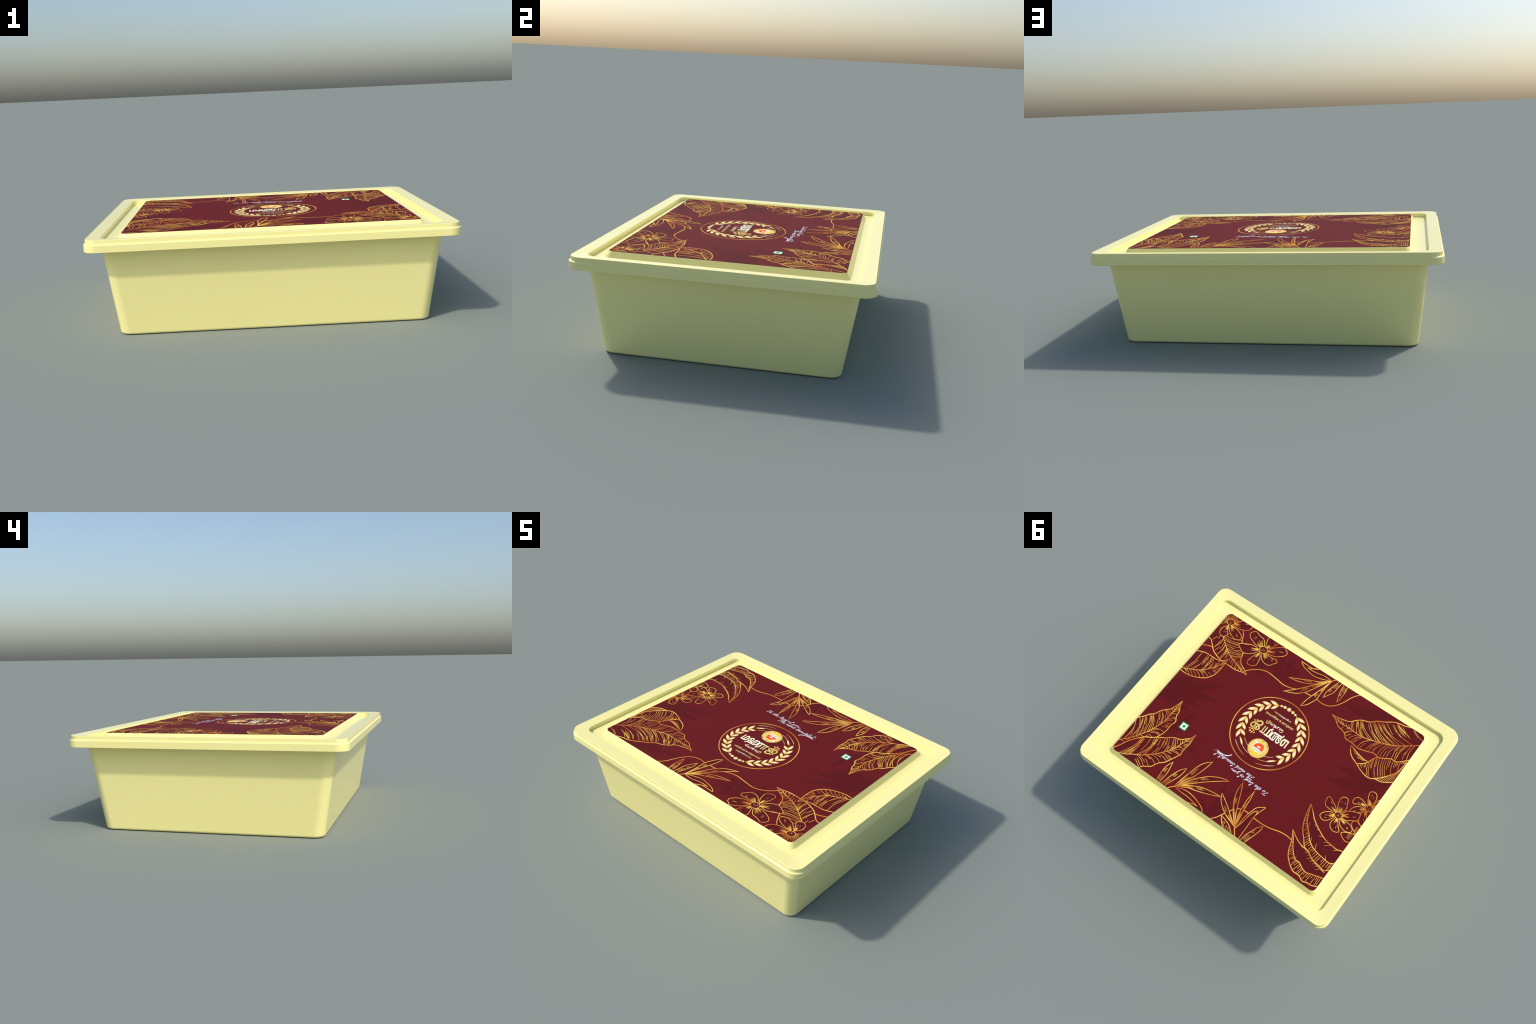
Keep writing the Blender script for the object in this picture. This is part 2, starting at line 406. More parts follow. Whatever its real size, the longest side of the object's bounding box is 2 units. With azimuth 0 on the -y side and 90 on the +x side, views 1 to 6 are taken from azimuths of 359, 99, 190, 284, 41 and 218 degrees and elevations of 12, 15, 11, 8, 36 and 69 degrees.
# blades that fold over: (outline, inner crease, short back crease)
FOLDED_BLADES = {
    "low_fold": (
        [(0.039, -0.641), (0.076, -0.62), (0.127, -0.617), (0.174, -0.618), (0.145, -0.596), (0.103, -0.584), (0.044, -0.575), (-0.014, -0.588), (-0.066, -0.609)],
        [(0.117, -0.603), (0.064, -0.603), (0.024, -0.61), (-0.015, -0.618), (-0.069, -0.615)],
        [(0.117, -0.603), (0.093, -0.612), (0.056, -0.634), (0.024, -0.653)]),
    "high_fold": (
        [(0.297, 0.606), (0.247, 0.587), (0.186, 0.585), (0.12, 0.6), (0.073, 0.62), (0.046, 0.649)],
        [(0.295, 0.608), (0.241, 0.611), (0.185, 0.612), (0.13, 0.621), (0.104, 0.626)],
        [(0.104, 0.626), (0.137, 0.629), (0.18, 0.643)]),
    "middle_fold": (
        [(-0.18, 0.598), (-0.182, 0.561), (-0.184, 0.508), (-0.192, 0.462), (-0.206, 0.415), (-0.226, 0.393), (-0.254, 0.376), (-0.242, 0.415), (-0.231, 0.467), (-0.233, 0.516), (-0.235, 0.574), (-0.237, 0.623), (-0.237, 0.651)],
        [(-0.227, 0.42), (-0.209, 0.446), (-0.199, 0.49), (-0.193, 0.538), (-0.182, 0.594)],
        [(-0.227, 0.42), (-0.232, 0.448), (-0.23, 0.475)]),
}
VINES = {
    "low_vine": [(0.454, -0.327), (0.428, -0.356), (0.395, -0.385), (0.356, -0.406), (0.316, -0.416), (0.273, -0.413), (0.228, -0.407), (0.176, -0.4), (0.127, -0.407), (0.08, -0.425), (0.024, -0.437), (-0.032, -0.442), (-0.071, -0.444), (-0.112, -0.438), (-0.152, -0.444), (-0.179, -0.458), (-0.209, -0.488), (-0.235, -0.535), (-0.256, -0.588), (-0.277, -0.622), (-0.303, -0.647)],
    "high_vine": [(-0.014, 0.64), (-0.036, 0.613), (-0.051, 0.587), (-0.065, 0.558), (-0.081, 0.532), (-0.092, 0.509), (-0.116, 0.484), (-0.149, 0.471), (-0.19, 0.469), (-0.23, 0.474), (-0.274, 0.476), (-0.328, 0.473), (-0.377, 0.463), (-0.417, 0.451), (-0.455, 0.446), (-0.483, 0.446), (-0.514, 0.451)],
    "low_stem": [(-0.073, -0.609), (-0.085, -0.624), (-0.1, -0.645)],
    "high_stem": [(0.343, 0.647), (0.324, 0.619), (0.299, 0.599)],
    "middle_stem": [(-0.173, 0.593), (-0.181, 0.606), (-0.211, 0.645)],
    "twig": [(0.821, -0.316), (0.788, -0.336), (0.749, -0.349)],
}
# flowers: (level, centre, centre radius, petal outlines from the centre round the tip and back)
FLOWERS = {
    "corner_flower": (3, (0.763, -0.58), 0.026, [
        ("petal", [(0.767, -0.544), (0.784, -0.512), (0.779, -0.472), (0.756, -0.457), (0.739, -0.458), (0.72, -0.483), (0.741, -0.515), (0.752, -0.543)]),
        ("petal", [(0.748, -0.542), (0.716, -0.51), (0.668, -0.489), (0.638, -0.495), (0.624, -0.513), (0.637, -0.535), (0.676, -0.554), (0.725, -0.563)]),
        ("petal", [(0.738, -0.589), (0.719, -0.619), (0.681, -0.653), (0.632, -0.682), (0.608, -0.659), (0.614, -0.635), (0.619, -0.608), (0.644, -0.586), (0.681, -0.57), (0.731, -0.57)]),
    ]),
    "low_flower": (3, (0.445, -0.535), 0.03, [
        ("petal", [(0.487, -0.534), (0.528, -0.543), (0.577, -0.563), (0.597, -0.588), (0.587, -0.612), (0.568, -0.624), (0.531, -0.612), (0.489, -0.603), (0.457, -0.564)]),
        ("petal", [(0.483, -0.521), (0.521, -0.525), (0.559, -0.511), (0.61, -0.478), (0.586, -0.455), (0.545, -0.438), (0.504, -0.456), (0.481, -0.48), (0.466, -0.507)]),
        ("petal", [(0.456, -0.498), (0.472, -0.46), (0.482, -0.414), (0.476, -0.388), (0.451, -0.386), (0.418, -0.406), (0.419, -0.444), (0.429, -0.475), (0.444, -0.495)]),
        ("petal", [(0.437, -0.5), (0.412, -0.472), (0.38, -0.457), (0.343, -0.461), (0.326, -0.485), (0.311, -0.506), (0.324, -0.524), (0.352, -0.519), (0.387, -0.521), (0.418, -0.526)]),
        ("petal", [(0.414, -0.552), (0.396, -0.588), (0.354, -0.624), (0.329, -0.637), (0.315, -0.623), (0.303, -0.62), (0.293, -0.597), (0.312, -0.567), (0.348, -0.542), (0.382, -0.532), (0.411, -0.535)]),
        ("petal", [(0.448, -0.566), (0.464, -0.605), (0.469, -0.635), (0.442, -0.66), (0.396, -0.662), (0.392, -0.638), (0.401, -0.596), (0.421, -0.566)]),
    ]),
    "side_flower": (2, (-0.787, -0.007), 0.024, [
        ("petal", [(-0.77, -0.025), (-0.749, -0.06), (-0.735, -0.102), (-0.757, -0.12), (-0.78, -0.112), (-0.794, -0.086), (-0.796, -0.053), (-0.79, -0.032)]),
        ("petal", [(-0.765, -0.016), (-0.729, -0.03), (-0.694, -0.031), (-0.679, -0.013), (-0.679, 0.013), (-0.694, 0.021), (-0.719, 0.006), (-0.761, -0.005)]),
        ("petal", [(-0.764, 0.007), (-0.728, 0.019), (-0.705, 0.046), (-0.699, 0.077), (-0.737, 0.063), (-0.759, 0.044), (-0.774, 0.014)]),
        ("petal", [(-0.799, -0.033), (-0.804, -0.071), (-0.823, -0.105), (-0.849, -0.096), (-0.839, -0.059), (-0.808, -0.022)]),
        ("petal", [(-0.779, 0.018), (-0.767, 0.056), (-0.779, 0.095), (-0.797, 0.111), (-0.818, 0.117), (-0.819, 0.073), (-0.791, 0.017)]),
    ]),
    "open_flower": (3, (-0.658, 0.145), 0.025, [
        ("petal", [(-0.619, 0.142), (-0.585, 0.141), (-0.552, 0.135), (-0.536, 0.102), (-0.539, 0.074), (-0.583, 0.09), (-0.621, 0.115), (-0.635, 0.13)]),
        ("petal", [(-0.64, 0.127), (-0.617, 0.088), (-0.607, 0.044), (-0.619, 0.021), (-0.646, 0.019), (-0.662, 0.048), (-0.675, 0.083), (-0.666, 0.119)]),
        ("petal", [(-0.632, 0.151), (-0.601, 0.155), (-0.571, 0.181), (-0.561, 0.207), (-0.575, 0.222), (-0.601, 0.225), (-0.627, 0.202), (-0.643, 0.168)]),
        ("petal", [(-0.652, 0.171), (-0.645, 0.208), (-0.657, 0.235), (-0.688, 0.249), (-0.715, 0.24), (-0.719, 0.226), (-0.691, 0.196), (-0.67, 0.166)]),
        ("petal", [(-0.68, 0.159), (-0.7, 0.189), (-0.739, 0.205), (-0.77, 0.2), (-0.786, 0.185), (-0.777, 0.166), (-0.743, 0.151), (-0.687, 0.149)]),
        ("petal", [(-0.673, 0.125), (-0.684, 0.095), (-0.705, 0.076), (-0.762, 0.055), (-0.775, 0.083), (-0.772, 0.104), (-0.74, 0.127), (-0.711, 0.145), (-0.681, 0.141)]),
    ]),
}
LOOSE_PETALS = {
    "bud_petal": [(-0.821, 0.181), (-0.789, 0.168), (-0.76, 0.146), (-0.757, 0.122), (-0.775, 0.109), (-0.801, 0.116), (-0.827, 0.125)],
    "edge_petal": [(-0.823, 0.19), (-0.81, 0.189), (-0.771, 0.203), (-0.737, 0.227), (-0.764, 0.251), (-0.796, 0.258), (-0.825, 0.241)],
}


# ------------------------------------------------------------------ drawing rules for the artwork
OUTLINE, RIB, VEIN = 0.0050, 0.0044, 0.0026


def level(k):
    return INK + k * 2 * STEP


def bent(a, b, side, sag):
    """short curved stroke from a to b, bowed to one side"""
    d = b - a
    mid = (a + b) / 2 + Vector((-d.y, d.x)) * (sag * side)
    return smooth([a, mid, b], 5)


def hit(p, d, curve):
    """where a ray from p along d first meets a sampled curve"""
    best = None
    for a, b in zip(curve, curve[1:]):
        e = b - a
        den = d.x * e.y - d.y * e.x
        if abs(den) < 1e-12:
            continue
        w = a - p
        s, u = (w.x * e.y - w.y * e.x) / den, (w.x * d.y - w.y * d.x) / den
        if s > 1e-4 and -0.001 <= u <= 1.001 and (best is None or s < best):
            best = s
    return p + d * best if best is not None and best < 0.35 else None


def veins(pr, rib, edge, z, side, spacing=0.0205):
    """side veins from midrib to margin; they lean to the tip, some stop half way, some are doubled"""
    length = sum((b - a).length for a, b in zip(rib, rib[1:]))
    count = int(length / spacing)
    for k in range(count):
        t = 0.05 + 0.95 * (k + rnd.uniform(-0.3, 0.3)) / count
        p = at(rib, t)
        d = (at(rib, t - 0.02) - at(rib, t + 0.02)).normalized()
        angle = math.radians(rnd.uniform(48, 60)) * side
        ray = Vector((d.x * math.cos(angle) - d.y * math.sin(angle), d.x * math.sin(angle) + d.y * math.cos(angle)))
        q = hit(p, ray, edge)
        if q is None:
            continue
        kind = rnd.random()
        if kind < 0.45 or (q - p).length < 0.03:
            u, v = 0.0, 1.0
        elif kind < 0.70:
            u, v = 0.0, rnd.uniform(0.4, 0.75)
        else:
            u, v = rnd.uniform(0.3, 0.55), rnd.uniform(0.9, 1.0)
        full = bent(p, q, -side, 0.08)
        pr.stroke([at(full, u + (v - u) * i / 6) for i in range(7)], VEIN * rnd.uniform(0.85, 1.2), z, 1, (0.7, 0.3))
        if rnd.random() < 0.42:
            shift = d * rnd.uniform(0.006, 0.010)
            u, v = (0.02, rnd.uniform(0.3, 0.6)) if rnd.random() < 0.5 else (rnd.uniform(0.45, 0.6), 0.9)
            pr.stroke([at(full, u + (v - u) * i / 6) + shift for i in range(7)], VEIN * 0.75, z, 1, (0.5, 0.3))


for name, (lv, up, rib, low) in BROAD_LEAVES.items():
    pr = Print("printed_leaf", [DARK, GOLD])
    up, rib, low = smooth(up), smooth(rib), smooth(low)
    z = level(lv)
    pr.fill(up + low[::-1][:-1], z)
    z += STEP
    cross = lambda c: 1 if sum((c[i] - rib[0]).cross(rib[len(rib) // 2] - rib[0]) for i in range(len(c))) > 0 else -1
    veins(pr, rib, up, z, cross(up))
    veins(pr, rib, low, z, cross(low))
    pr.stroke(up, OUTLINE, z, 1, (0.45, 1), 0.25)
    pr.stroke(low, OUTLINE, z, 1, (0.45, 1), 0.25)
    pr.stroke(rib, RIB, z, 1, (0.4, 1), 0.2)
    pr.build(label)

for name, (lv, free, fold, outer) in FOLDED_LEAVES.items():
    pr = Print("printed_leaf", [DARK, GOLD])
    free, fold, outer = smooth(free), smooth(fold), smooth(outer)
    z = level(lv)
    pr.fill(free + outer[::-1][:-1], z)
    z += STEP
    n = 30
    for k in range(n):                       # rungs across the turned-over margin
        t = 0.08 + 0.9 * (k + rnd.uniform(-0.25, 0.25)) / n
        a, b = at(fold, t), at(outer, t + 0.012)
        v = 1.0 if rnd.random() < 0.6 else rnd.uniform(0.4, 0.7)
        pr.stroke([a.lerp(b, v * i / 4) for i in range(5)], VEIN, z, 1, (0.8, 0.5))
    for k in range(13):                      # short strokes on the broad blade
        t = 0.16 + 0.8 * k / 13
        src, dst = (free, fold) if rnd.random() < 0.92 else (fold, free)
        a, b = at(src, t), at(dst, max(0, t - 0.20))
        v = rnd.uniform(0.2, 0.42)
        pr.stroke([a.lerp(b, v * i / 4) for i in range(5)], VEIN * 0.9, z, 1, (0.9, 0.2))
    for c in (free, fold, outer):
        pr.stroke(c, OUTLINE, z, 1, (0.45, 1), 0.2)
    pr.build(label)

# the half hidden leaf: bowl shaped, with a triangular turned tip
pr = Print("printed_leaf", [DARK, GOLD])
outer, fold, lip, rib = (smooth(HIDDEN_LEAF[k]) for k in ("outer", "fold", "lip", "midrib"))
top_edge = lip + smooth([lip[-1][:], (-0.700, -0.362), (-0.746, -0.374), (-0.817, -0.436)])[1:]
z = level(1)
pr.fill(outer + [Vector((-0.84, -0.44))] + top_edge[::-1] + [outer[0].lerp(lip[0], 0.98)], z)
pr.fill(fold + [lip[3], lip[0]], z)
z += STEP
bowl = [at(outer, 0.36 + 0.025 * i) for i in range(11)] + rib[2:]
for k in range(26):
    t = (k + rnd.uniform(0.1, 0.6)) / 26
    a = at(top_edge, t)
    b = at(bowl, t * 0.9)
    u, v = (0, 1) if rnd.random() < 0.45 else (0, rnd.uniform(0.35, 0.7))
    full = bent(a, b, -1, 0.07)
    pr.stroke([at(full, u + (v - u) * i / 6) for i in range(7)], VEIN, z, 1, (0.7, 0.3))
for k in range(10):
    t = 0.08 + 0.9 * k / 10
    a, b = at(rib, t), at(outer, 0.62 + 0.36 * t)
    pr.stroke([a.lerp(b, i / 4) for i in range(5)], VEIN, z, 1)
    a, b = at(fold, 0.25 + 0.7 * k / 10), at(outer, 0.05 + 0.24 * k / 10)
    pr.stroke([a.lerp(b, rnd.uniform(0.3, 0.55) * i / 4) for i in range(5)], VEIN * 0.9, z, 1, (0.9, 0.2))
for c in (outer, fold, lip, rib):
    pr.stroke(c, OUTLINE, z, 1, (0.5, 1), 0.2)
pr.build(label)


def blade_lines(pr, a, b, z, bunches=((0.55, 0.95, 4), (0.32, 0.56, 4))):
    """fine strokes that run with the blade, gathered near its base and on one flank"""
    for t0, t1, n in bunches:
        for k in range(n):
            w = 0.18 + 0.64 * k / (n - 1) if t0 > 0.5 else 0.14 + 0.42 * k / (n - 1)
            s, e = t0 + rnd.uniform(0, 0.14), t1 + rnd.uniform(-0.08, 0.02)
            pr.stroke([at(a, s + (e - s) * i / 6).lerp(at(b, s + (e - s) * i / 6), w) for i in range(7)], VEIN * 0.62, z, 1, (0.2, 0.6))


for name, blades in SPRAYS.items():
    for kind, up, low in blades:
        pr = Print("printed_blade", [DARK, GOLD])
        up, low = smooth(up), smooth(low)
        z = level(3)
        pr.fill(up + low[::-1][:-1], z)
        z += STEP
        blade_lines(pr, up, low, z)
        pr.stroke(up, OUTLINE * 0.86, z, 1, (0.5, 0.7), 0.1)
        pr.stroke(low, OUTLINE * 0.86, z, 1, (0.5, 0.7), 0.1)
        pr.build(label)

for name, (outline, crease, back) in FOLDED_BLADES.items():
    pr = Print("printed_blade", [DARK, GOLD])
    outline, crease, back = smooth(outline), smooth(crease), smooth(back)
    z = level(3) - STEP * 0.5
    pr.fill(outline, z)
    z += STEP
    half = outline[len(outline) // 3:]
    for k in range(7):
        s, e = 0.05 + 0.06 * k, 0.45 + 0.05 * k
        pr.stroke([at(crease, s + (e - s) * i / 5) + Vector((0.004, 0.004)) * (0.4 - 0.12 * k) for i in range(6)], VEIN * 0.75, z, 1, (0.3, 0.3))
    for c in (outline, crease, back):
        pr.stroke(c, OUTLINE * 0.86, z, 1, (0.5, 0.8), 0.1)
    pr.build(label)

for name, path in VINES.items():
    pr = Print("printed_vine", [VINE_GOLD])
    pr.stroke(smooth(path), 0.0056, level(0) + STEP, 0, (0.8, 0.8))
    pr.build(label)

for name, (lv, centre, radius, petals) in FLOWERS.items():
    c = Vector(centre)
    z = level(lv)
    pr = Print("printed_flower", [DARK, GOLD])
    for n, (kind, outline) in enumerate(petals):
        curve = smooth(outline, 6)
        pr.fill(curve, z)
        tip = max(curve, key=lambda q: (q - c).length)
        reach = (tip - c).length
        root_a, root_b = curve[0] - c, curve[-1] - c
        for k in range(7):                   # rays out of the centre
            d = root_a.lerp(root_b, (k + 0.5) / 7)
            d = (d.normalized() * 1.5 + (tip - c).normalized()).normalized()
            s, e = radius * 1.02, radius + (reach - radius) * rnd.uniform(0.18, 0.46)
            pr.stroke([c + d * (s + (e - s) * i / 4) for i in range(5)], VEIN * 0.9, z + STEP, 1, (1.0, 0.15))
        for k in range(2):                   # loose strokes near the tip
            d = (tip - c).normalized()
            side = Vector((-d.y, d.x)) * rnd.uniform(-0.014, 0.014)
            s = reach * rnd.uniform(0.55, 0.72)
            pr.stroke([c + side + d * (s + reach * 0.13 * i / 4) for i in range(5)], VEIN * 0.8, z + STEP, 1, (0.3, 0.3))
        pr.stroke(curve, OUTLINE * 0.8, z + STEP, 1, (0.8, 0.8))
    if len(petals) < 5:                      # the corner flower: rays right round, its petals run off the label
        for k in range(34):
            a = 2 * math.pi * k / 34
            d = Vector((math.cos(a), math.sin(a)))
            if d.dot(Vector((-0.55, 0.83))) > 0.25:
                continue
            s, e = radius * 1.05, radius * rnd.uniform(1.7, 3.2)
            pr.stroke([c + d * (s + (e - s) * i / 4) for i in range(5)], VEIN * rnd.uniform(0.8, 1.15), z + STEP, 1, (1, 0.3))
    pr.disc(c, radius, z + 1.5 * STEP, 0, 0.9)
    ring = [c + Vector((radius * math.cos(a / 5), 0.9 * radius * math.sin(a / 5))) for a in range(33)]
    pr.stroke(ring, OUTLINE * 0.85, z + 1.8 * STEP, 1, (1, 1))
    for k in range(16):                      # stamens
        a, r = rnd.uniform(0, 6.28), radius * rnd.uniform(0.1, 0.75)
        p = c + Vector((r * math.cos(a), 0.85 * r * math.sin(a)))
        pr.disc(p, 0.0018 * rnd.uniform(0.6, 1.3), z + 1.8 * STEP, 1, 0.7, a, 8)
    pr.build(label)

for name, outline in LOOSE_PETALS.items():
    pr = Print("printed_petal", [DARK, GOLD])
    curve = smooth(outline)
    pr.fill(curve, level(1))
    pr.stroke(curve, OUTLINE * 0.8, level(1) + STEP, 1)
    root = Vector((-0.84, 0.20))
    tip = max(curve, key=lambda q: (q - root).length)
    for k in range(5):
        a = root.lerp(tip, 0.35) + Vector((0, 0.012 * (k - 2)))
        pr.stroke([a.lerp(tip, 0.1 * i) for i in range(5)], VEIN * 0.9, level(1) + STEP, 1, (1, 0.2))
    pr.build(label)

# faint tone-on-tone printed foliage behind the line art: (node, blade tips)
GHOST_SPRAYS = [
    ((0.830, 0.165), [(0.458, -0.040), (0.479, -0.158), (0.690, -0.100), (0.528, 0.062), (0.763, -0.050), (0.560, 0.130)]),
    ((-0.640, -0.680), [(-0.228, -0.514), (-0.384, -0.465), (-0.470, -0.480)]),
    ((-0.818, -0.226), [(-0.444, -0.014), (-0.451, -0.135), (-0.640, 0.010), (-0.700, -0.080)]),
    ((0.023, 0.640), [(0.044, 0.399), (-0.101, 0.323), (0.152, 0.560), (-0.165, 0.389), (0.164, 0.625), (-0.060, 0.480)]),
    ((0.640, 0.400), [(0.330, 0.340), (0.400, 0.500), (0.518, 0.092), (0.470, 0.213)]),
]
GHOST_FLOWERS = [((0.240, -0.500), 0.105, 20), ((0.430, -0.480), 0.130, 5)]
pr = Print("ghost_foliage", [DARK])
zs = INK
for node, tips in GHOST_SPRAYS:
    n = Vector(node)
    for k, tip in enumerate(tips):
        t = Vector(tip)
        d = t - n
        s = Vector((-d.y, d.x)) * 0.085
        bow = s * rnd.choice((-0.8, 0.8))
        a = smooth([n, n + d * 0.4 + s + bow, n + d * 0.75 + s * 0.7 + bow * 0.6, t])
        b = smooth([n, n + d * 0.4 - s + bow, n + d * 0.75 - s * 0.7 + bow * 0.6, t])
        pr.fill(a + b[::-1][1:-1], zs + 0.000004 * k)
for c, r, turn in GHOST_FLOWERS:
    for k in range(6):
        a = math.radians(turn + 60 * k)
        p = Vector(c) + Vector((math.cos(a), math.sin(a))) * r * 0.58
        pr.disc(p, r * 0.44, zs + 0.000004 * (k + 8), 0, 0.55, a)
ghost = pr.build(label)
ghost["kind"] = "stuff"

# ------------------------------------------------------------------ emblem
RING_C, RING_R = Vector((0.037, -0.057)), 0.2625
pr = Print("emblem_ring", [RING_GOLD])
pr.stroke([RING_C + RING_R * Vector((math.cos(a * math.pi / 60), math.sin(a * math.pi / 60))) for a in range(121)], 0.0056, level(0) + STEP, 0, (1, 1))
pr.build(label)

WREATH_C, WREATH_R = Vector((0.031, -0.066)), 0.203
EMBLEM_Z = level(2)


def polar(deg, r):
    return WREATH_C + Vector((math.cos(math.radians(deg)), math.sin(math.radians(deg)))) * r


# one grain: a pointed drop of unit length, belly nearer the stem; repeated round the wreath
grain_mesh = bpy.data.meshes.new("wreath_grain")
upper = smooth([(0, 0), (0.10, 0.22), (0.32, 0.46), (0.60, 0.42), (0.82, 0.16), (1, 0)], 5)
lower = smooth([(0, 0), (0.12, -0.14), (0.38, -0.34), (0.66, -0.40), (0.86, -0.22), (1, 0)], 5)
outline = lower + upper[::-1][1:-1]
grain_mesh.from_pydata([(p.x, p.y, 0) for p in outline], [], [tuple(range(len(outline)))])
grain_mesh.materials.append(GRAIN)


def place_grain(start, end, width, flip):
    d = end - start
    g = bpy.data.objects.new("wreath_grain", grain_mesh)
    g.location = (start.x, start.y, EMBLEM_Z)
    g.rotation_euler = (0, 0, math.atan2(d.y, d.x))
    g.scale = (d.length, width * flip, 1)
    link(g, label)


for mirror in (1, -1):
    deg = lambda a: a if mirror > 0 else 180 - a
    for k in range(8):
        a = -68.7 + 13.75 * k
        place_grain(polar(deg(a), WREATH_R + 0.001), polar(deg(a + 16.5), 0.2345), 0.0265, mirror)
        place_grain(polar(deg(a), WREATH_R - 0.002), polar(deg(a + 16.5), 0.1745), 0.0250, -mirror)
    place_grain(polar(deg(43), 0.208), polar(deg(63.5), 0.209), 0.0155, mirror)
    pr = Print("wreath_stroke", [FINE_GOLD])
    for r, a0, a1 in ((0.2385, 47.5, 79), (0.2090, 63, 80), (0.1775, 47.5, 72)):
        pr.stroke([polar(deg(a0 + (a1 - a0) * i / 16), r) for i in range(17)], 0.0034, EMBLEM_Z, 0, (0.4, 0.4))
    pr.build(label)

bead_mesh = bpy.data.meshes.new("wreath_bead")
circle = [(math.cos(a * math.pi / 12), math.sin(a * math.pi / 12), 0) for a in range(24)]
bead_mesh.from_pydata(circle, [], [tuple(range(24))])
bead_mesh.materials.append(BEAD)
for a, r in ((-106, 0.0088), (-99.2, 0.0112), (-90, 0.0142), (-80.8, 0.0112), (-74, 0.0088)):
    b = bpy.data.objects.new("wreath_bead", bead_mesh)
    p = polar(a, 0.2055)
    b.location, b.scale = (p.x, p.y, EMBLEM_Z), (r, r, 1)
    link(b, label)
pr = Print("bead_thread", [FINE_GOLD])
pr.stroke([polar(-112 + 44 * i / 20, 0.2050) for i in range(21)], 0.0035, EMBLEM_Z - STEP, 0)
pr.build(label)

# medallion with a plain stand-in figure in the same colours
MED = Vector((0.032, 0.075))
pr = Print("emblem_medallion", [DISC])
pr.disc(MED, 0.0695, EMBLEM_Z + STEP, 0, 1, 0, 64)
pr.build(label)
pr = Print("emblem_figure", [BOX_ORANGE, BOX_YELLOW, BOX_BLUE, BOX_PALE])
zf = EMBLEM_Z + 2 * STEP
K = 1.22                                                                # size of the figure in the medallion
M = lambda x, y: MED + Vector((x, y)) * K
pr.disc(M(0.004, 0.030), 0.020 * K, zf, 1, 0.62, 0.1)                       # yellow top
pr.disc(M(0.002, 0.014), 0.019 * K, zf + STEP * 0.3, 3, 0.62, 0.1)          # pale middle
pr.stroke(smooth([M(-0.018, 0.017), M(0.000, 0.012), M(0.020, 0.019)]), 0.0035, zf + STEP * 0.6, 2)
pr.disc(M(-0.001, -0.012), 0.0265 * K, zf, 0, 0.72, 0.15)                   # orange body
pr.disc(M(-0.020, -0.002), 0.0095 * K, zf + STEP * 0.2, 0, 0.9)
pr.disc(M(0.020, -0.004), 0.0095 * K, zf + STEP * 0.2, 0, 0.9)
pr.disc(M(0.000, -0.008), 0.0105 * K, zf + STEP * 0.6, 3, 0.45)
pr.disc(M(-0.020, -0.030), 0.0085 * K, zf - STEP * 0.3, 1, 0.7, 0.9)        # yellow legs
pr.disc(M(0.002, -0.036), 0.0085 * K, zf - STEP * 0.3, 1, 0.7, 0.2)
pr.stroke(smooth([M(-0.037, -0.030), M(-0.036, -0.040), M(-0.026, -0.042)]), 0.0055, zf, 2)
pr.stroke(smooth([M(-0.008, -0.056), M(0.001, -0.050), M(0.004, -0.044)]), 0.0060, zf, 2)
pr.disc(M(0.030, -0.026), 0.010 * K, zf - STEP * 0.3, 3, 0.5, -0.5)
pr.stroke([M(0.022, 0.034), M(0.030, 0.044), M(0.034, 0.050)], 0.0050, zf, 0)
pr.build(label)


# ------------------------------------------------------------------ lettering
def lettering(body, material, x0, x1, y0, y1, weight, z):
    """built-in font text fitted into a box on the label"""
    cu = bpy.data.curves.new("lettering", "FONT")
    cu.body = body
    cu.offset = weight
    cu.resolution_u = 3
    tmp = link(bpy.data.objects.new("lettering", cu))
    bpy.context.view_layer.update()
    me = bpy.data.meshes.new_from_object(tmp.evaluated_get(bpy.context.evaluated_depsgraph_get()))
    bpy.data.objects.remove(tmp)
    bpy.data.curves.remove(cu)
    xs, ys = [v.co.x for v in me.vertices], [v.co.y for v in me.vertices]
    ax, bx, ay, by = min(xs), max(xs), min(ys), max(ys)
    for v in me.vertices:
        v.co = (x0 + (v.co.x - ax) / (bx - ax) * (x1 - x0), y0 + (v.co.y - ay) / (by - ay) * (y1 - y0), z)
    me.materials.clear()
    me.materials.append(material)
    me.name = "lettering"
    return link(bpy.data.objects.new("lettering", me), label)


TAMIL = dict(ma=0x0BAE, ha=0x0BB9, ra=0x0BB0, aa=0x0BBE, ja=0x0B9C, ee=0x0BC7, pa=0x0BAA, ka=0x0B95, dot=0x0BCD, i=0x0BBF, ii=0x0BC0,
             sa=0x0BB8, va=0x0BB5, ta=0x0B9F, na=0x0BA8, tha=0x0BA4, u=0x0BC1, ai=0x0BC8)


def tamil(spell):
    """letters in the order in which they stand on the line"""
    return "".join(chr(TAMIL[s]) if s in TAMIL else s for s in spell.split(" ")).replace("_", " ")


TEXT_Z = EMBLEM_Z
for glyph, x0, x1, y0, y1, weight in (      # title letters, drawn tall and heavy
        ("ma", -0.110, -0.062, -0.084, -0.024, 0.030), ("ha", -0.059, 0.022, -0.099, -0.022, 0.028), ("ra", 0.022, 0.063, -0.098, -0.024, 0.030),
        ("aa", 0.067, 0.101, -0.084, -0.026, 0.012), ("ja", 0.108, 0.181, -0.100, -0.022, 0.026)):
    lettering(tamil(glyph), TITLE, x0, x1, y0, y1, weight, TEXT_Z)
lettering(tamil("ee pa ka dot ka ra i"), SUB, -0.031, 0.104, -0.134, -0.101, 0.026, TEXT_Z)
lettering(tamil("sa dot va ii ta dot sa dot _ & _ sa dot na aa ka dot sa dot"), SMALL, -0.076, 0.146, -0.181, -0.156, 0.020, TEXT_Z)
lettering(tamil("pa u tha u ka dot ee ka aa ta dot ai ta ."), SUB, -0.032, 0.110, -0.213, -0.194, 0.020, TEXT_Z)

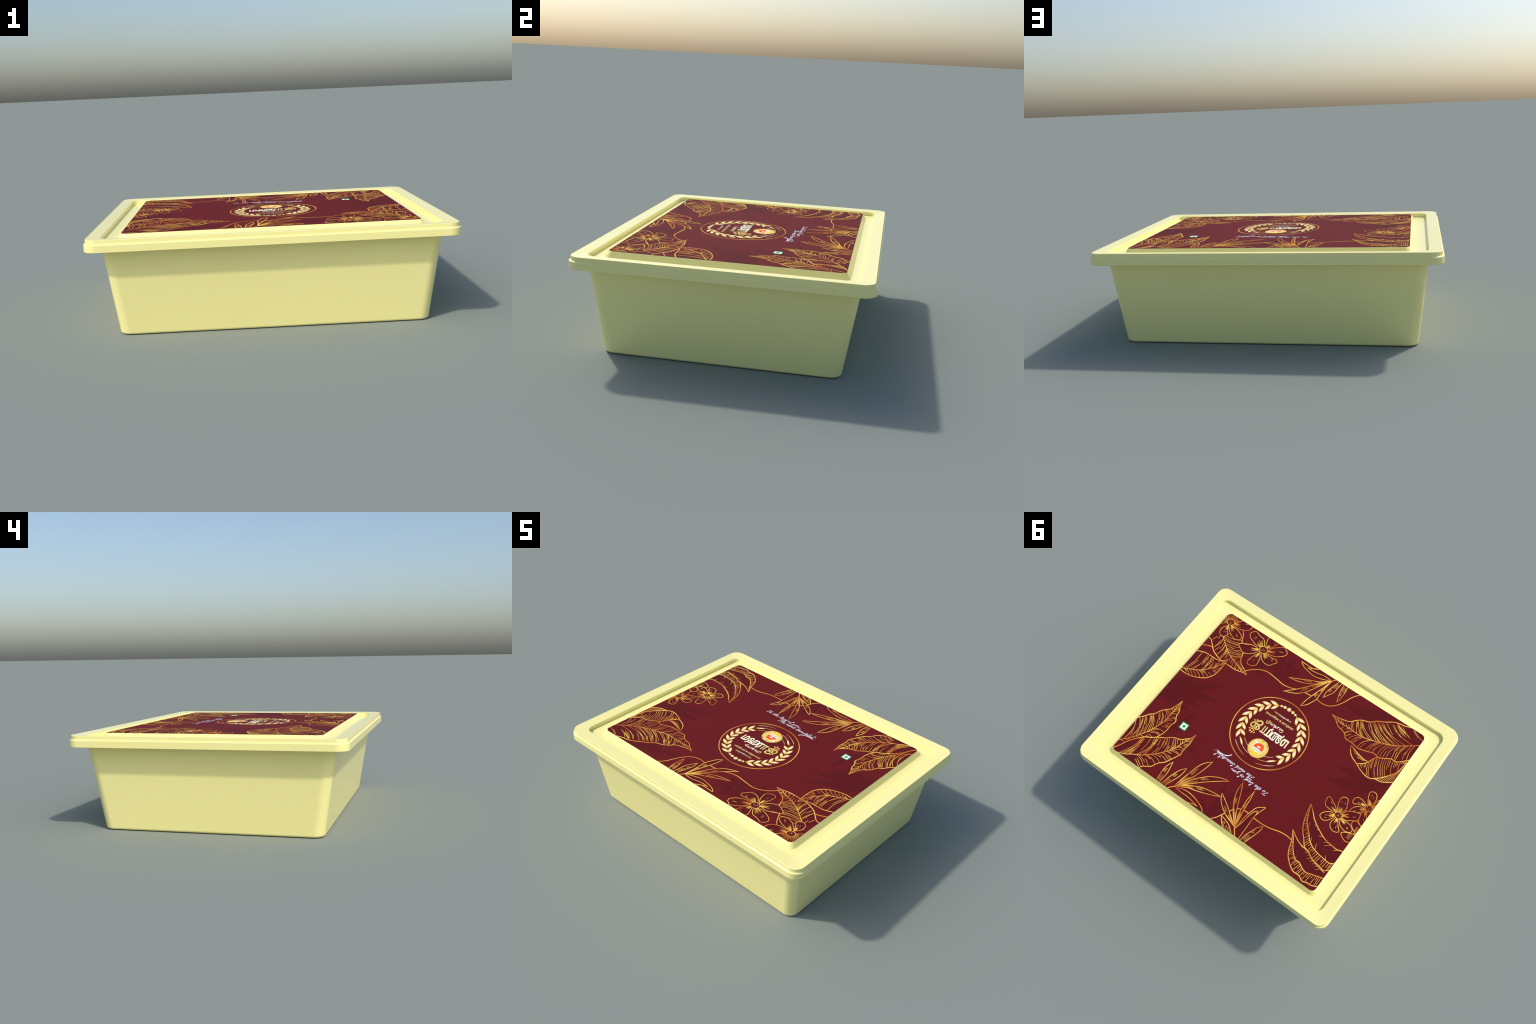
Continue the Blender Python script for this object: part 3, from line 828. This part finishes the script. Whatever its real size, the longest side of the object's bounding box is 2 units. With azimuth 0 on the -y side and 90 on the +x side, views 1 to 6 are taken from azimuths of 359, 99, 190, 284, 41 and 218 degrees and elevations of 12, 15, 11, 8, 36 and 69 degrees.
# the little crown above the last letter of the title
pr = Print("title_ornament", [TITLE, RING_GOLD])
for c, r in (((0.144, -0.006), 0.0105),):
    pr.stroke([Vector(c) + r * Vector((math.cos(a * 0.3), math.sin(a * 0.3))) for a in range(22)], 0.0050, TEXT_Z + STEP, 1, (1, 1))
for p in ((0.122, 0.001), (0.167, -0.009), (0.138, 0.010), (0.155, 0.006)):
    pr.disc(p, 0.0050, TEXT_Z + STEP, 1)
pr.stroke(smooth([(0.126, -0.010), (0.144, -0.018), (0.162, -0.016)]), 0.0045, TEXT_Z + STEP, 1)
pr.build(label)

# handwriting: one pen path per letter, x-height 1
PEN = {
    "a": (1.35, [[(1.0, .95), (.5, 1.0), (.1, .5), (.3, 0), (.8, .3), (1.05, 1.0), (1.0, .2), (1.2, .03), (1.5, .35)]]),
    "b": (1.20, [[(0, .2), (.5, 1.4), (.65, 2.1), (.4, 2.2), (.3, 1.2), (.35, .2), (.7, 0), (1.0, .4), (.9, .85), (1.3, .8)]]),
    "e": (0.95, [[(0, .3), (.5, .55), (.75, .85), (.55, 1.0), (.25, .7), (.25, .2), (.6, 0), (1.0, .35)]]),
    "f": (0.85, [[(0, .3), (.5, 1.2), (.75, 2.0), (.5, 2.2), (.4, 1.0), (.3, -.6), (.1, -1.1), (.3, -.7), (.5, -.1), (.95, .3)]]),
    "h": (1.30, [[(0, .2), (.5, 1.4), (.65, 2.1), (.4, 2.2), (.3, 1.2), (.25, 0), (.45, .7), (.8, 1.0), (.95, .8), (.9, .2), (1.1, 0), (1.4, .35)]]),
    "i": (0.70, [[(0, .3), (.3, 1.0), (.28, .2), (.5, 0), (.8, .35)], [(.4, 1.5), (.45, 1.65)]]),
    "l": (0.75, [[(0, .2), (.5, 1.4), (.65, 2.1), (.4, 2.2), (.3, 1.2), (.3, .2), (.55, 0), (.85, .35)]]),
    "m": (1.60, [[(0, .7), (.2, 1.0), (.25, 0), (.45, .8), (.65, 1.0), (.75, .7), (.7, 0), (.95, .8), (1.15, 1.0), (1.3, .7), (1.25, .2), (1.4, 0), (1.7, .35)]]),
    "o": (1.10, [[(.7, 1.0), (.25, .75), (.2, .2), (.6, 0), (.95, .45), (.75, .95), (.8, .75), (1.25, .8)]]),
    "s": (0.95, [[(0, .25), (.55, 1.1), (.6, .7), (.8, .3), (.6, 0), (.25, .1), (.9, .1), (1.1, .35)]]),
    "t": (0.75, [[(0, .2), (.55, 1.7), (.35, .3), (.55, 0), (.9, .35)], [(.15, 1.15), (.85, 1.25)]]),
    "u": (1.35, [[(0, .5), (.2, 1.0), (.2, .25), (.5, 0), (.85, .4), (1.0, 1.0), (.95, .25), (1.2, 0), (1.5, .35)]]),
    "y": (1.20, [[(0, .5), (.2, 1.0), (.2, .3), (.5, .1), (.9, .5), (1.05, 1.0), (.8, -.4), (.4, -1.1), (.15, -.8), (.8, -.1), (1.3, .35)]]),
    "T": (1.40, [[(0, 1.6), (.3, 2.1), (1.0, 1.95), (1.7, 2.15)], [(1.0, 1.95), (.8, .8), (.6, .1), (.25, .1), (.1, .4)]]),
    " ": (0.90, []),
    ".": (0.62, [[(.2, .02), (.3, .12)]]),
}


def handwriting(body, x0, x1, baseline, x_height, slant=0.42, pen=0.0031):
    total = sum(PEN[ch][0] for ch in body)
    k = (x1 - x0) / total
    pr = Print("slogan_lettering", [WHITE])
    x = 0.0
    for ch in body:
        adv, paths = PEN[ch]
        for path in paths:
            pts = [(x0 + (x + px) * k + slant * py * x_height, baseline + py * x_height) for px, py in path]
            pr.stroke(smooth(pts, 5), pen, level(3), 0, (0.6, 0.6))
        x += adv
    return pr.build(label)


handwriting("To the best of you", -0.212, 0.086, 0.287, 0.0130)
handwriting("The most beautiful...", -0.076, 0.262, 0.2520, 0.0130)
pr = Print("slogan_swash", [WHITE])
pr.stroke(smooth([(0.142, 0.212), (0.162, 0.235), (0.193, 0.245), (0.223, 0.246), (0.248, 0.239)]), 0.0062, level(3), 0, (0.9, 0.1), 0.1)
pr.build(label)

# vegetarian food mark: green frame, white field, green dot
VEG = (0.5262, 0.2385)
pr = Print("vegetarian_mark", [GREEN, PURE])
square = lambda h: [Vector((VEG[0] + sx * h, VEG[1] + sy * h)) for sx, sy in ((-1, -1), (1, -1), (1, 1), (-1, 1))]
pr.fill(square(0.0265), level(3))
pr.fill(square(0.0205), level(3) + STEP, 1)
pr.disc(VEG, 0.0108, level(3) + 2 * STEP, 0)
pr.build(label)
